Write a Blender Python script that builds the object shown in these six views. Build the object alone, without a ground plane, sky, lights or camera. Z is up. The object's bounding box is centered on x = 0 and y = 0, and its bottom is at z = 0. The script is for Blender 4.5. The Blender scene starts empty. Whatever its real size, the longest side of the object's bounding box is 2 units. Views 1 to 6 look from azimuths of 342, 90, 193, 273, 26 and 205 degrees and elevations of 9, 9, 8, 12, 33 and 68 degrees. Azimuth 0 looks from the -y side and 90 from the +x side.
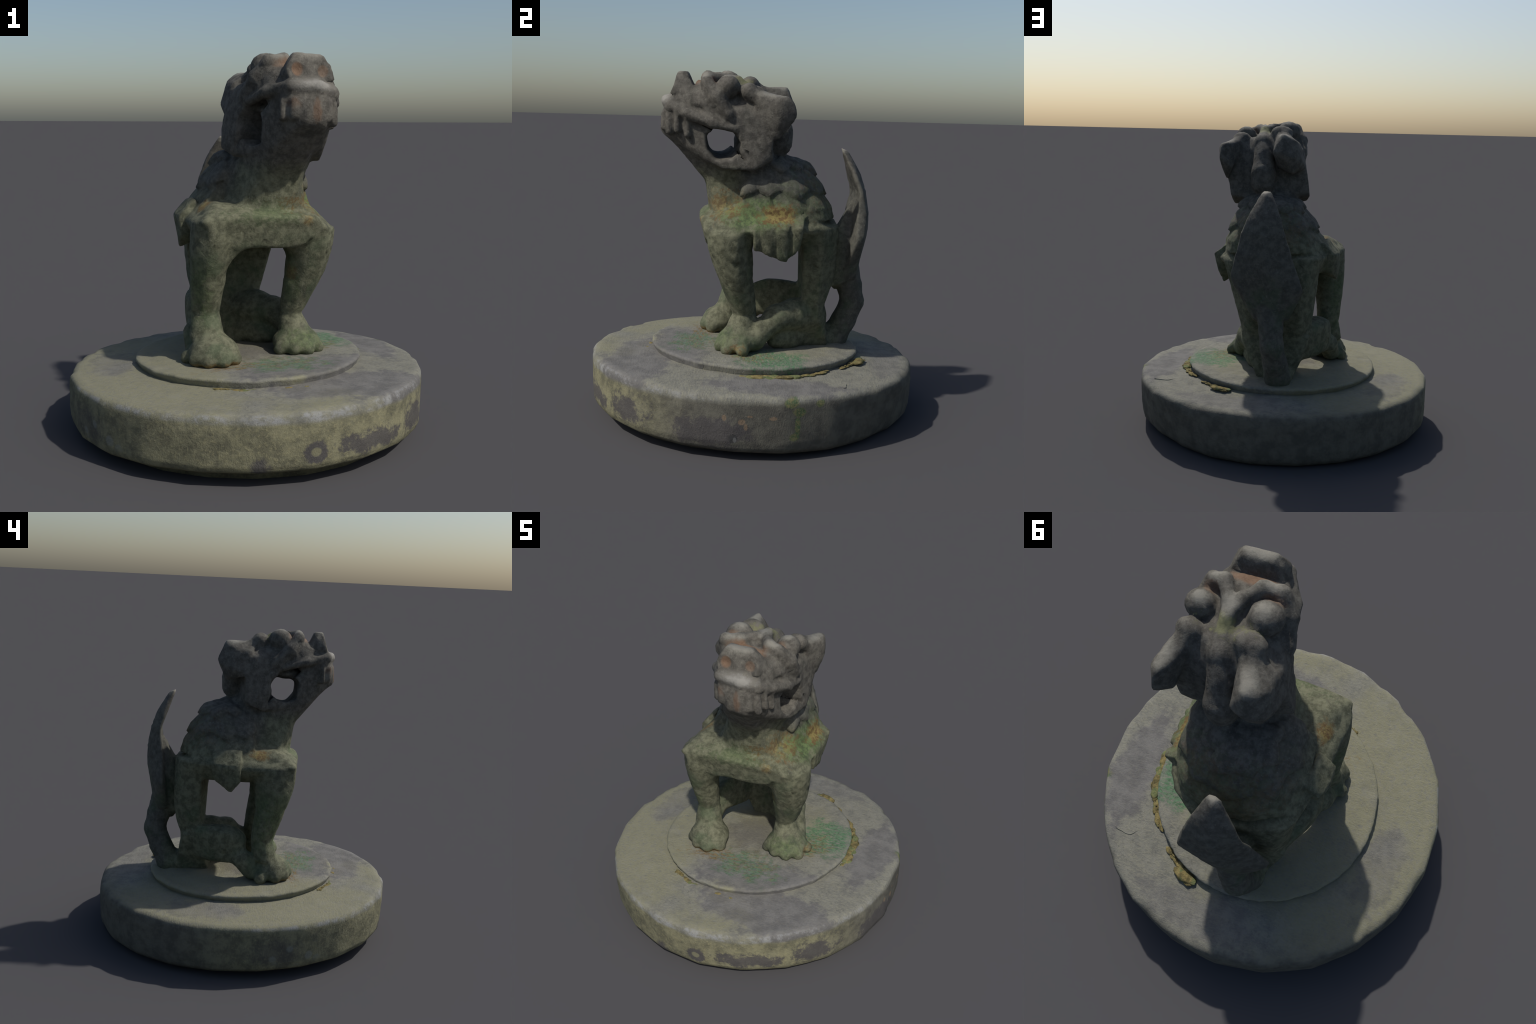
"""Weathered guardian lion statue seated on a round stone pedestal."""
import bpy, bmesh, math, random
import numpy as np
from mathutils import Vector, Matrix, Euler, noise

random.seed(7)
rng = np.random.default_rng(7)
scene = bpy.context.scene
coll = scene.collection

# ----------------------------------------------------------------------------
#  Body: a signed distance field of simple solids, blended and then meshed
# ----------------------------------------------------------------------------
H = 0.0068
LO = np.array([-0.53, -0.62, 0.36])
HI = np.array([0.53, 0.75, 2.04])
N = np.ceil((HI - LO) / H).astype(int) + 1
AX = [(LO[i] + H * np.arange(N[i])).astype(np.float32) for i in range(3)]
F = np.full(tuple(N), 0.25, np.float32)
LAB = np.zeros(tuple(N), np.int16)
LABELS = []


def lab_id(name):
    if name not in LABELS:
        LABELS.append(name)
    return LABELS.index(name)


def window(lo, hi, pad):
    s = []
    for i in range(3):
        a = max(0, int((lo[i] - pad - LO[i]) / H))
        b = min(N[i], int((hi[i] + pad - LO[i]) / H) + 2)
        s.append(slice(a, max(a + 1, b)))
    x, y, z = np.meshgrid(AX[0][s[0]], AX[1][s[1]], AX[2][s[2]], indexing="ij", sparse=True)
    return tuple(s), x, y, z


def add(s, d, name, k):
    f = F[s]
    h = np.maximum(k - np.abs(f - d), 0.0) / k
    lid = lab_id(name)
    LAB[s] = np.where(d < f, lid, LAB[s])
    F[s] = np.minimum(f, d) - h * h * k * 0.25


def cut(s, d, k):
    f = F[s]
    e = -d
    h = np.maximum(k - np.abs(f - e), 0.0) / k
    F[s] = np.maximum(f, e) + h * h * k * 0.25


def d_cap(x, y, z, a, b, ra, rb):
    ax, ay, az = a
    bx, by, bz = (b[i] - a[i] for i in range(3))
    t = ((x - ax) * bx + (y - ay) * by + (z - az) * bz) / max(bx * bx + by * by + bz * bz, 1e-9)
    t = np.clip(t, 0, 1)
    dx, dy, dz = x - ax - t * bx, y - ay - t * by, z - az - t * bz
    return np.sqrt(dx * dx + dy * dy + dz * dz) - (ra + (rb - ra) * t)


def limb(name, pts, k=0.03, sub=False):
    """Chain of tapered capsules; pts = (x, y, z, radius)."""
    for p, q in zip(pts[:-1], pts[1:]):
        a, b, ra, rb = p[:3], q[:3], p[3], q[3]
        m = max(ra, rb)
        lo = [min(a[i], b[i]) - m for i in range(3)]
        hi = [max(a[i], b[i]) + m for i in range(3)]
        s, x, y, z = window(lo, hi, k + 0.03)
        d = d_cap(x, y, z, a, b, ra, rb)
        if sub:
            cut(s, d, k)
        else:
            add(s, d, name, k)


def blob(name, c, r, rot=(0, 0, 0), k=0.03, sub=False):
    """Ellipsoid with semi-axes r, turned by euler degrees."""
    R = np.array(Euler([math.radians(v) for v in rot]).to_matrix())
    m = max(r)
    s, x, y, z = window([v - m for v in c], [v + m for v in c], k + 0.03)
    dx, dy, dz = x - c[0], y - c[1], z - c[2]
    q = [(R[0, i] * dx + R[1, i] * dy + R[2, i] * dz) / r[i] for i in range(3)]
    l = np.sqrt(q[0] ** 2 + q[1] ** 2 + q[2] ** 2)
    g = np.sqrt((q[0] / r[0]) ** 2 + (q[1] / r[1]) ** 2 + (q[2] / r[2]) ** 2) + 1e-6
    d = l * (l - 1) / g
    if sub:
        cut(s, d, k)
    else:
        add(s, d, name, k)


def hull(name, pts, k=0.03, soft=0.006, grow=0.0, sub=False):
    """Convex chunk through the given corner points, edges softened."""
    bm = bmesh.new()
    for p in pts:
        bm.verts.new(p)
    r = bmesh.ops.convex_hull(bm, input=bm.verts[:])
    bm.normal_update()
    mid = Vector(np.mean(np.array(pts), axis=0))
    planes = []
    for f in bm.faces:
        n = f.normal.copy()
        if f.calc_area() < 1e-9:
            continue
        dd = n.dot(f.verts[0].co)
        if n.dot(mid) > dd:
            n, dd = -n, -dd
        if not any(n.dot(m) > 0.9999 and abs(dd - e) < 1e-4 for m, e in planes):
            planes.append((n, dd))
    bm.free()
    P = np.array(pts)
    s, x, y, z = window(P.min(0), P.max(0), k + 0.03 + grow)
    acc = None
    for n, dd in planes:
        v = (n.x * x + n.y * y + n.z * z - np.float32(dd + grow)).astype(np.float32)
        if acc is None:
            acc = v
        else:
            hh = np.maximum(soft - np.abs(acc - v), 0) / soft
            acc = np.maximum(acc, v) + hh * hh * soft * 0.25
    if sub:
        cut(s, acc, k)
    else:
        add(s, acc, name, k)


# ---- torso ----------------------------------------------------------------
def column(name, rows, k=0.02, soft=0.02, sides=8):
    """Stack of rounded-square sections (x0, x1, y0, y1, z), lofted piece by piece."""
    for A, B in zip(rows[:-1], rows[1:]):
        pts = []
        for x0, x1, y0, y1, z in (A, B):
            for i in range(sides):
                t = 2 * math.pi * (i + .5) / sides
                c, q = math.cos(t), math.sin(t)
                e = (abs(c) ** 3 + abs(q) ** 3) ** (-1 / 3)
                pts.append(((x0 + x1) / 2 + (x1 - x0) / 2 * c * e, (y0 + y1) / 2 + (y1 - y0) / 2 * q * e, z))
        hull(name, pts, k, soft)


hull("torso", [
    (-.13, .22, .39), (.09, .22, .39), (-.15, .45, .39), (.08, .45, .39),
    (-.225, .26, .58), (.14, .28, .58), (-.20, .365, .58), (-.16, .405, .58), (.09, .41, .58), (.19, .36, .58), (-.15, .41, .50), (.08, .415, .50), (-.16, .34, .47), (.13, .34, .47),
    (-.235, .27, .66), (.14, .29, .66), (-.25, .38, .67), (.20, .38, .67), (-.15, .405, .66), (.08, .415, .66),
], k=.02, soft=.015)
hull("torso", [
    (-.225, .27, .60), (.14, .29, .60), (-.21, .37, .60), (.18, .37, .60), (-.15, .40, .60), (.08, .41, .60),
    (-.255, .37, .80), (.215, .38, .80),
    (-.24, .285, .80), (.16, .305, .80), (-.20, .45, .76), (.14, .46, .76),
    (-.265, .27, .95), (.235, .295, .95), (.275, .39, .95), (-.20, .465, .95), (.16, .485, .95), (.195, .39, .76),
    (-.29, .27, 1.12), (.29, .27, 1.10), (-.27, .40, 1.17), (-.12, .465, 1.16), (.16, .49, 1.13), (.32, .40, 1.12),
], k=.02, soft=.015)
blob("", (-.03, .20, .80), (.14, .10, .26), k=.04, sub=True)
hull("torso", [
    (-.335, -.335, 1.165), (.145, -.34, 1.178), (.37, -.285, 1.10), (-.10, -.348, 1.185), (.30, -.315, 1.16),
    (-.36, -.20, 1.13), (-.35, .05, 1.15), (-.33, .20, 1.15), (.445, -.14, 1.10), (.43, .05, 1.12), (.40, .24, 1.12),
    (-.20, -.305, 1.015), (.20, -.285, 1.0), (-.28, .18, 1.03), (.28, .18, 1.02),
    (-.3, .36, 1.15), (.28, .42, 1.13), (.365, .34, 1.12), (.1, .475, 1.11), (-.10, .455, 1.13), (.26, .34, 1.02), (-.25, .32, 1.03),
    (-.24, -.20, 1.25), (.30, -.12, 1.24), (-.22, .26, 1.25), (.28, .28, 1.24),
], k=.03, soft=.02)
# hanging locks at the flanks
hull("mane", [
    (-.37, .015, 1.16), (-.38, .12, 1.16), (-.355, .21, 1.16), (-.28, .015, 1.25), (-.28, .20, 1.24),
    (-.365, .01, 1.06), (-.36, .073, .98), (-.335, .18, 1.05), (-.24, .03, 1.04), (-.24, .18, 1.05),
], k=.012, soft=.008)
hull("mane", [
    (.435, -.01, 1.12), (.435, .12, 1.135), (.425, .27, 1.14), (.32, .0, 1.23), (.31, .28, 1.22),
    (.42, -.01, 1.01), (.40, .07, .985), (.385, .18, .936), (.395, .255, 1.02), (.26, .02, 1.03), (.25, .21, 1.03),
], k=.012, soft=.008)

# ---- forelimbs --------------------------------------------------------------
column("forelimb", [(-.355, -.14, -.335, -.06, 1.16), (-.362, -.14, -.335, -.065, 1.04), (-.36, -.168, -.28, -.08, .87), (-.345, -.192, -.21, -.06, .66), (-.365, -.17, -.24, -.08, .53)], k=.014)
column("forelimb", [(.20, .445, -.275, .0, 1.10), (.195, .44, -.265, -.008, 1.0), (.185, .405, -.205, -.002, .83), (.175, .305, -.125, .02, .615), (.16, .34, -.16, .02, .53)], k=.014)
# the legs flare into the chest: fillets at the corners of the opening
hull("forelimb", [(-.20, -.26, .91), (-.20, -.11, .91), (-.08, -.295, 1.03), (-.08, -.13, 1.03), (-.155, -.275, .965), (-.155, -.12, .965), (-.25, -.29, 1.05), (-.25, -.1, 1.05)], k=.03, soft=.02)
hull("forelimb", [(.22, -.20, .93), (.22, -.04, .93), (.15, -.27, 1.02), (.15, -.06, 1.02), (.185, -.25, .985), (.185, -.05, .985), (.27, -.26, 1.05), (.27, -.05, 1.05)], k=.03, soft=.02)
# paws with toes
blob("paw", (-.24, -.205, .47), (.128, .118, .085), k=.03)
for a, b in (((-.29, -.18, .48), (-.345, -.235, .44)), ((-.26, -.21, .49), (-.29, -.285, .44)),
             ((-.22, -.21, .49), (-.215, -.30, .44)), ((-.20, -.20, .49), (-.145, -.255, .435)), ((-.29, -.15, .47), (-.365, -.14, .43))):
    limb("paw", [(*a, .052), (*b, .04)], k=.025)
blob("paw", (.258, -.09, .462), (.13, .118, .078), k=.03)
for a, b in (((.21, -.09, .48), (.15, -.14, .435)), ((.245, -.10, .49), (.215, -.18, .44)),
             ((.28, -.10, .49), (.295, -.185, .435)), ((.30, -.08, .48), (.365, -.145, .43)), ((.30, -.05, .47), (.385, -.055, .43))):
    limb("paw", [(*a, .048), (*b, .036)], k=.022)

# ---- hindlimbs: folded, tucked in behind the forelimbs ------------------------
hull("hindlimb", [
    (-.20, .34, .52), (-.25, .37, .71), (-.12, .27, .47), (-.15, .30, .72), (-.23, .27, .475),
    (-.34, .09, .722), (-.29, .13, .742), (-.235, .10, .758), (-.20, .03, .735), (-.342, .06, .60), (-.33, -.03, .58),
    (-.225, -.05, .60), (-.26, -.045, .70), (-.325, .11, .51), (-.22, .15, .47), (-.24, -.02, .51), (-.33, -.01, .49),
], k=.02, soft=.035)
limb("hindlimb", [(-.295, -.02, .53, .066), (-.305, -.075, .46, .056)], k=.025)
limb("hindlimb", [(.05, .33, .57, .105), (.13, .24, .59, .095), (.21, .14, .587, .076), (.26, .06, .53, .06), (.285, .01, .47, .064)], k=.025)
limb("hindlimb", [(.03, .30, .46, .088), (.13, .20, .455, .07), (.20, .13, .455, .05)], k=.03)

# ---- tail ---------------------------------------------------------------------
limb("tail", [(-.06, .42, .40, .09), (-.075, .495, .42, .082), (-.07, .553, .52, .073), (-.06, .60, .64, .071), (-.045, .58, .74, .073), (-.03, .555, .84, .08)], k=.02)
hull("tail", [
    (.0, .575, 1.29), (-.13, .56, 1.05), (.12, .57, 1.06), (-.02, .51, 1.08), (-.12, .45, 1.02), (.13, .46, 1.05),
    (-.11, .44, .78), (.10, .45, .76), (-.11, .55, .78), (.06, .56, .78), (-.05, .49, .71),
], k=.015, soft=.012)
hull("tail", [
    (-.15, .535, .79), (.08, .545, .79), (-.10, .60, .80), (.04, .605, .80), (-.1, .50, .8), (.06, .50, .8),
    (-.236, .525, .975), (-.232, .56, .985), (.20, .575, 1.0), (.212, .585, 1.07), (.205, .628, 1.06), (-.226, .53, 1.01), (-.03, .65, .97),
    (-.04, .668, 1.08), (.06, .668, 1.1), (-.01, .674, 1.2), (.178, .59, 1.2), (.165, .642, 1.2), (-.168, .54, 1.16), (-.165, .57, 1.17),
], k=.015, soft=.008)
hull("tail", [
    (.175, .59, 1.19), (.165, .645, 1.19), (-.165, .54, 1.16), (-.163, .57, 1.17), (-.01, .675, 1.19), (.146, .60, 1.33), (.138, .625, 1.32), (-.122, .565, 1.33), (-.122, .58, 1.32), (.0, .650, 1.33),
], k=.010, soft=.006)
hull("tail", [
    (.146, .60, 1.32), (.138, .625, 1.32), (-.122, .565, 1.32), (-.122, .58, 1.32), (.0, .652, 1.32),
    (.110, .578, 1.43), (-.080, .565, 1.45), (.01, .612, 1.43), (.045, .49, 1.575), (-.014, .495, 1.575), (.01, .54, 1.555), (0, .555, 1.45),
], k=.010, soft=.006)

# ---- neck and mane --------------------------------------------------------------
hull("neck", [
    (-.11, -.22, 1.21), (.25, -.24, 1.21), (.04, -.285, 1.21), (-.055, -.16, 1.33), (.06, -.265, 1.335), (.20, -.268, 1.345), (.212, -.19, 1.345), (-.04, -.16, 1.45), (.01, -.29, 1.45), (.165, -.305, 1.45), (.245, -.2, 1.45),
    (-.18, .1, 1.21), (.28, .1, 1.21), (-.13, .05, 1.45), (.28, .05, 1.45),
], k=.03, soft=.02)
blob("neck", (.11, .0, 1.46), (.19, .15, .12), k=.03)
hull("mane", [
    (-.25, -.06, 1.22), (-.285, .16, 1.22), (-.25, .36, 1.18), (.33, -.09, 1.19), (.37, .12, 1.19), (.36, .26, 1.18), (.28, .41, 1.16), (.09, .475, 1.16), (-.1, .445, 1.17),
    (.08, .41, 1.31), (-.205, .12, 1.36), (-.17, .31, 1.34), (.335, .20, 1.29), (.22, .37, 1.31), (-.05, .385, 1.33), (.31, -.08, 1.32),
    (0, .31, 1.475), (.10, .305, 1.47), (-.125, .20, 1.475), (.30, .18, 1.43), (.12, .15, 1.54), (.265, .1, 1.50), (-.09, .1, 1.51), (-.14, -.05, 1.41), (.315, -.03, 1.41),
], k=.02, soft=.015)

# ---- head ---------------------------------------------------------------------
hull("head", [
    (.05, -.25, 1.92), (.30, -.25, 1.89), (.10, -.03, 1.92), (.29, -.03, 1.875),
    (.0, .05, 1.83), (.34, .05, 1.79), (.0, .06, 1.70), (.33, .07, 1.69), (.02, .07, 1.55), (.28, .09, 1.50),
    (-.09, -.03, 1.82), (.385, -.05, 1.76), (-.065, -.2, 1.78), (.365, -.2, 1.72),
    (-.15, .0, 1.52), (-.11, -.10, 1.475), (.362, .09, 1.51), (.372, -.02, 1.445), (-.13, .02, 1.66), (.385, .09, 1.62),
], k=.02, soft=.012, grow=.004)
# forehead pad between nose and brows
hull("head", [
    (.05, -.37, 1.915), (.29, -.36, 1.90), (-.01, -.28, 1.935), (.34, -.26, 1.90), (.19, -.10, 1.915), (.03, -.2, 1.93), (.31, -.2, 1.90),
    (.15, -.345, 1.945), (.21, -.345, 1.94), (-.05, -.25, 1.82), (.37, -.22, 1.78), (.0, -.40, 1.82), (.34, -.38, 1.80),
], k=.015, soft=.012)
# muzzle above the mouth
hull("head", [
    (-.02, -.20, 1.75), (.36, -.22, 1.69), (.0, -.38, 1.79), (.325, -.40, 1.755), (.07, -.50, 1.80), (.295, -.50, 1.77),
    (.08, -.50, 1.855), (.30, -.49, 1.84), (.0, -.34, 1.89), (.34, -.32, 1.87), (.05, -.24, 1.93), (.31, -.24, 1.905),
], k=.015, soft=.012)
# cheek pads under the eyes
hull("head", [(.355, -.32, 1.84), (.372, -.16, 1.81), (.362, -.30, 1.72), (.378, -.13, 1.69), (.30, -.2, 1.75), (.30, -.25, 1.86)], k=.015, soft=.01)
hull("head", [(-.045, -.29, 1.86), (-.075, -.14, 1.81), (-.015, -.32, 1.79), (-.06, -.17, 1.76), (.05, -.2, 1.78), (.05, -.25, 1.88)], k=.015, soft=.01)
# lower jaw and throat
hull("lower_jaw", [
    (.045, -.50, 1.80), (.30, -.50, 1.77), (.12, -.535, 1.80), (.26, -.535, 1.775), (.11, -.53, 1.65), (.235, -.538, 1.635), (.06, -.47, 1.645), (.30, -.45, 1.63),
    (.01, -.36, 1.76), (.33, -.36, 1.72), (.02, -.38, 1.53), (.25, -.365, 1.515), (-.07, -.20, 1.485), (.35, -.19, 1.445), (-.11, -.08, 1.475), (.375, -.02, 1.445),
    (-.08, -.18, 1.6), (.355, -.15, 1.6),
], k=.012, soft=.012)
hull("neck", [
    (.01, -.375, 1.53), (.19, -.38, 1.51), (.18, -.268, 1.345), (.035, -.265, 1.335), (-.055, -.16, 1.35), (-.08, -.12, 1.47), (.33, -.1, 1.45), (.24, -.2, 1.35), (.12, -.49, 1.625), (.22, -.505, 1.62), (.27, .1, 1.35), (-.12, .1, 1.38),
], k=.02, soft=.015)
# open mouth, right through the head, wider at both ends
hull("", [
    (.45, -.27, 1.635), (.45, -.20, 1.665), (.45, -.13, 1.65), (.45, -.075, 1.58), (.45, -.11, 1.505), (.45, -.2, 1.485), (.45, -.275, 1.56),
    (-.2, -.145, 1.665), (-.2, -.19, 1.725), (-.2, -.27, 1.70), (-.2, -.31, 1.66), (-.2, -.285, 1.56), (-.2, -.225, 1.548), (-.2, -.175, 1.58),
], k=.012, soft=.012, sub=True)
hull("", [
    (.50, -.40, 1.69), (.50, -.20, 1.69), (.50, -.07, 1.66), (.50, -.04, 1.58), (.50, -.08, 1.49), (.50, -.22, 1.47), (.50, -.34, 1.54),
    (.27, -.25, 1.63), (.27, -.14, 1.64), (.27, -.12, 1.55), (.27, -.22, 1.51),
], k=.012, soft=.012, sub=True)
hull("", [
    (-.22, -.105, 1.665), (-.22, -.17, 1.745), (-.22, -.27, 1.72), (-.22, -.36, 1.65), (-.22, -.33, 1.51), (-.22, -.22, 1.495), (-.22, -.13, 1.56),
    (.05, -.30, 1.68), (.05, -.155, 1.66), (.05, -.18, 1.59), (.05, -.29, 1.56),
], k=.012, soft=.012, sub=True)
# palate and tongue lump inside the mouth
blob("head", (.16, -.22, 1.715), (.16, .11, .046), k=.012)
# lips
limb("head", [(-.05, -.19, 1.755, .026), (-.01, -.36, 1.80, .028), (.07, -.485, 1.825, .032), (.20, -.507, 1.818, .034), (.287, -.477, 1.79, .032), (.335, -.38, 1.745, .03), (.36, -.25, 1.70, .028), (.365, -.12, 1.675, .022)], k=.015)
limb("", [(-.01, -.38, 1.755, .008), (.05, -.51, 1.783, .009), (.2, -.55, 1.778, .010), (.325, -.52, 1.752, .011), (.37, -.38, 1.71, .012), (.38, -.28, 1.68, .012)], k=.012, sub=True)
limb("head", [(.03, -.33, 1.765, .03), (.06, -.46, 1.785, .03)], k=.015)
# nose with two nostrils
hull("nose", [
    (.095, -.46, 1.992), (.255, -.455, 1.982), (.10, -.40, 1.995), (.25, -.395, 1.985), (.03, -.41, 1.86), (.312, -.38, 1.85),
    (.045, -.48, 1.92), (.30, -.475, 1.91), (.065, -.505, 1.86), (.30, -.495, 1.845), (.055, -.36, 1.9), (.305, -.345, 1.88),
], k=.012, soft=.015)
blob("", (.108, -.495, 1.905), (.036, .032, .038), k=.015, sub=True)
blob("", (.243, -.487, 1.897), (.038, .032, .04), k=.015, sub=True)
# brows: a V that runs out over the eyes
limb("brow", [(.195, -.12, 1.93, .03), (.22, -.20, 1.942, .03), (.27, -.28, 1.942, .032), (.325, -.28, 1.915, .034), (.36, -.22, 1.84, .04), (.37, -.16, 1.75, .034)], k=.02)
limb("brow", [(.195, -.12, 1.935, .03), (.16, -.22, 1.95, .03), (.10, -.29, 1.957, .032), (.02, -.30, 1.95, .032), (-.03, -.25, 1.87, .04), (-.055, -.16, 1.79, .036)], k=.02)
# eyes
blob("eye", (.333, -.163, 1.898), (.068, .066, .064), k=.014)
blob("eye", (.045, -.18, 1.925), (.080, .076, .074), k=.014)
# brow knobs running back into long ears
limb("ear", [(.335, -.05, 1.868, .046), (.362, .04, 1.832, .04), (.392, .13, 1.815, .038)], k=.015)
limb("ear", [(.055, -.05, 1.91, .052), (.01, .04, 1.85, .048), (-.01, .11, 1.85, .045)], k=.015)
blob("ear", (.335, -.05, 1.878), (.062, .05, .046), k=.012)
blob("ear", (.06, -.05, 1.92), (.075, .052, .048), k=.012)
hull("ear", [
    (.33, -.02, 1.86), (.39, -.01, 1.85), (.30, .0, 1.84), (.38, .168, 1.852), (.415, .168, 1.847), (.40, .205, 1.81), (.44, .11, 1.815),
    (.405, .22, 1.75), (.44, .11, 1.745), (.385, .11, 1.61), (.34, .15, 1.70), (.37, .0, 1.70),
], k=.02, soft=.01, grow=.003)
hull("ear", [
    (.09, -.02, 1.90), (.0, -.03, 1.90), (.035, .165, 1.88), (.0, .168, 1.918), (-.05, .155, 1.89), (-.08, .1, 1.87), (-.08, .0, 1.85),
    (.06, .195, 1.80), (-.02, .22, 1.79), (-.085, .18, 1.76), (-.115, .12, 1.75), (-.06, .16, 1.66), (.05, .10, 1.70), (-.115, .02, 1.70),
], k=.02, soft=.01, grow=.003)
# central crest of the mane on the back of the head
limb("crest", [(.19, -.09, 1.90, .042), (.178, .0, 1.85, .056), (.15, .065, 1.76, .066), (.138, .12, 1.66, .08), (.14, .12, 1.60, .08)], k=.015)
# teeth along the front
for tx, ty, r, dz in ((.035, -.468, .022, .0), (.082, -.503, .03, .015), (.14, -.522, .024, -.01), (.20, -.525, .027, .0), (.255, -.522, .022, .01), (.292, -.492, .022, -.01), (.312, -.445, .020, .0), (.322, -.39, .022, -.02)):
    top = 1.755 - .09 * (tx - .1)
    limb("tooth", [(tx, ty, top, r * .7), (tx, ty + .006, 1.672 + dz - .07 * (tx - .1), r)], k=.012)

# ---- carved folds: narrow grooves cut into the surface ------------------------
def groove(pts, r=.008, k=.012):
    limb("", [(*p, r) for p in pts], k=k, sub=True)

groove([(.39, -.07, 1.625), (.395, .0, 1.628), (.395, .06, 1.622)], .010)
groove([(.39, -.07, 1.565), (.395, -.03, 1.575), (.395, .02, 1.55)], .009)
groove([(.405, -.20, 1.722), (.405, -.13, 1.715), (.40, -.05, 1.695)], .009)
groove([(.365, -.37, 1.90), (.385, -.31, 1.83), (.395, -.26, 1.78)], .010)
groove([(.40, -.10, 1.90), (.41, -.10, 1.83), (.405, -.06, 1.80)], .011)
groove([(-.125, -.03, 1.73), (-.12, -.12, 1.74), (-.095, -.18, 1.76)], .010)
groove([(-.155, -.04, 1.60), (-.145, -.08, 1.66), (-.13, -.13, 1.69)], .010)
groove([(-.155, -.03, 1.53), (-.155, -.06, 1.60)], .008)


# seams between the hanging flank locks
groove([(.40, .03, 1.215), (.437, .03, 1.13), (.432, .03, 1.07), (.40, .035, .98)], .013, .008)
groove([(.40, .115, 1.215), (.435, .115, 1.13), (.43, .115, 1.07), (.392, .115, .96)], .013, .008)
groove([(.39, .205, 1.21), (.42, .205, 1.14), (.415, .20, 1.07), (.375, .195, .95)], .013, .008)
groove([(-.29, .0, 1.255), (-.375, -.004, 1.17), (-.375, -.004, 1.04)], .017, .008)
groove([(-.29, .09, 1.25), (-.385, .088, 1.17), (-.378, .085, 1.03)], .013, .008)
groove([(-.36, -.29, 1.13), (-.30, -.35, 1.08), (-.24, -.33, 1.0)], .008)

F[:, :, 0] = np.maximum(F[:, :, 0], .001)


# ---- surface nets: one vertex in each cell that the surface crosses ----------------
def surface_nets(f):
    nx, ny, nz = f.shape
    ins = f < 0
    cnt = np.zeros((nx - 1, ny - 1, nz - 1), np.int8)
    for i in (0, 1):
        for j in (0, 1):
            for k in (0, 1):
                cnt += ins[i:nx - 1 + i, j:ny - 1 + j, k:nz - 1 + k]
    cells = np.argwhere((cnt > 0) & (cnt < 8))
    index = np.full(cnt.shape, -1, np.int32)
    index[tuple(cells.T)] = np.arange(len(cells))
    acc = np.zeros((len(cells), 3))
    num = np.zeros(len(cells))
    corner = [(i, j, k) for i in (0, 1) for j in (0, 1) for k in (0, 1)]
    for c in corner:
        for axis in range(3):
            if c[axis]:
                continue
            c2 = list(c)
            c2[axis] = 1
            v0 = f[tuple((cells + c).T)]
            v1 = f[tuple((cells + c2).T)]
            m = (v0 < 0) != (v1 < 0)
            t = np.where(m, v0 / np.where(m, v0 - v1, 1), 0)
            p = np.tile(np.array(c, float), (len(cells), 1))
            p[:, axis] += t
            acc[m] += p[m]
            num[m] += 1
    verts = LO + H * (cells + acc / num[:, None])
    quads = []
    for axis in range(3):
        u, v = (axis + 1) % 3, (axis + 2) % 3
        s0 = [slice(1, n - 1) for n in f.shape]
        s0[axis] = slice(0, f.shape[axis] - 1)
        s1 = list(s0)
        s1[axis] = slice(1, f.shape[axis])
        a, b = ins[tuple(s0)], ins[tuple(s1)]
        e = np.argwhere(a != b)
        flip = a[tuple(e.T)]
        e = e + np.array([s.start for s in s0])
        du, dv = np.zeros(3, int), np.zeros(3, int)
        du[u] = 1
        dv[v] = 1
        q = np.stack([index[tuple((e - du - dv).T)], index[tuple((e - dv).T)], index[tuple(e.T)], index[tuple((e - du).T)]], 1)
        q[~flip] = q[~flip][:, ::-1]
        quads.append(q)
    return verts, np.concatenate(quads)


verts, quads = surface_nets(F)


def mesh_from(name, v, f):
    me = bpy.data.meshes.new(name)
    me.from_pydata([tuple(p) for p in v], [], [tuple(int(i) for i in q) for q in f])
    me.update()
    return me


body_me = mesh_from("body", verts, quads)
bm = bmesh.new()
bm.from_mesh(body_me)
bmesh.ops.smooth_vert(bm, verts=bm.verts, factor=.5, use_axis_x=True, use_axis_y=True, use_axis_z=True)
bm.normal_update()


def locks(p, rows=.125, width=.58):
    """Carved mane: staggered rows of pointed locks, each standing proud at its tip."""
    th = math.atan2(p.y - .08, p.x - .06) + .12 * noise.noise(p * 5)
    z = p.z + .02 * noise.noise(p * 6 + Vector((9, 0, 0)))
    best = 0
    for row in range(int((1.60 - z) / rows) - 1, int((1.60 - z) / rows) + 1):
        u = th / width + (.5 if row % 2 else 0)
        c = math.floor(u)
        u = u - c - .5
        jit = .25 * noise.noise(Vector((c * 3.1, row * 5.7, 2.2)))
        v = (1.60 - z) / rows - row + jit             # 0 at the root, 1.4 at the tip
        w = .52 * min(1, (1.45 - v) * 3.2)
        if 0 < v < 1.45 and abs(u) < w:
            best = max(best, min(v, 1.0) * (1 - .45 * abs(u) / max(w, .05)) * (1 + .3 * jit))
    return best


mane_id = lab_id("mane")
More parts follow.
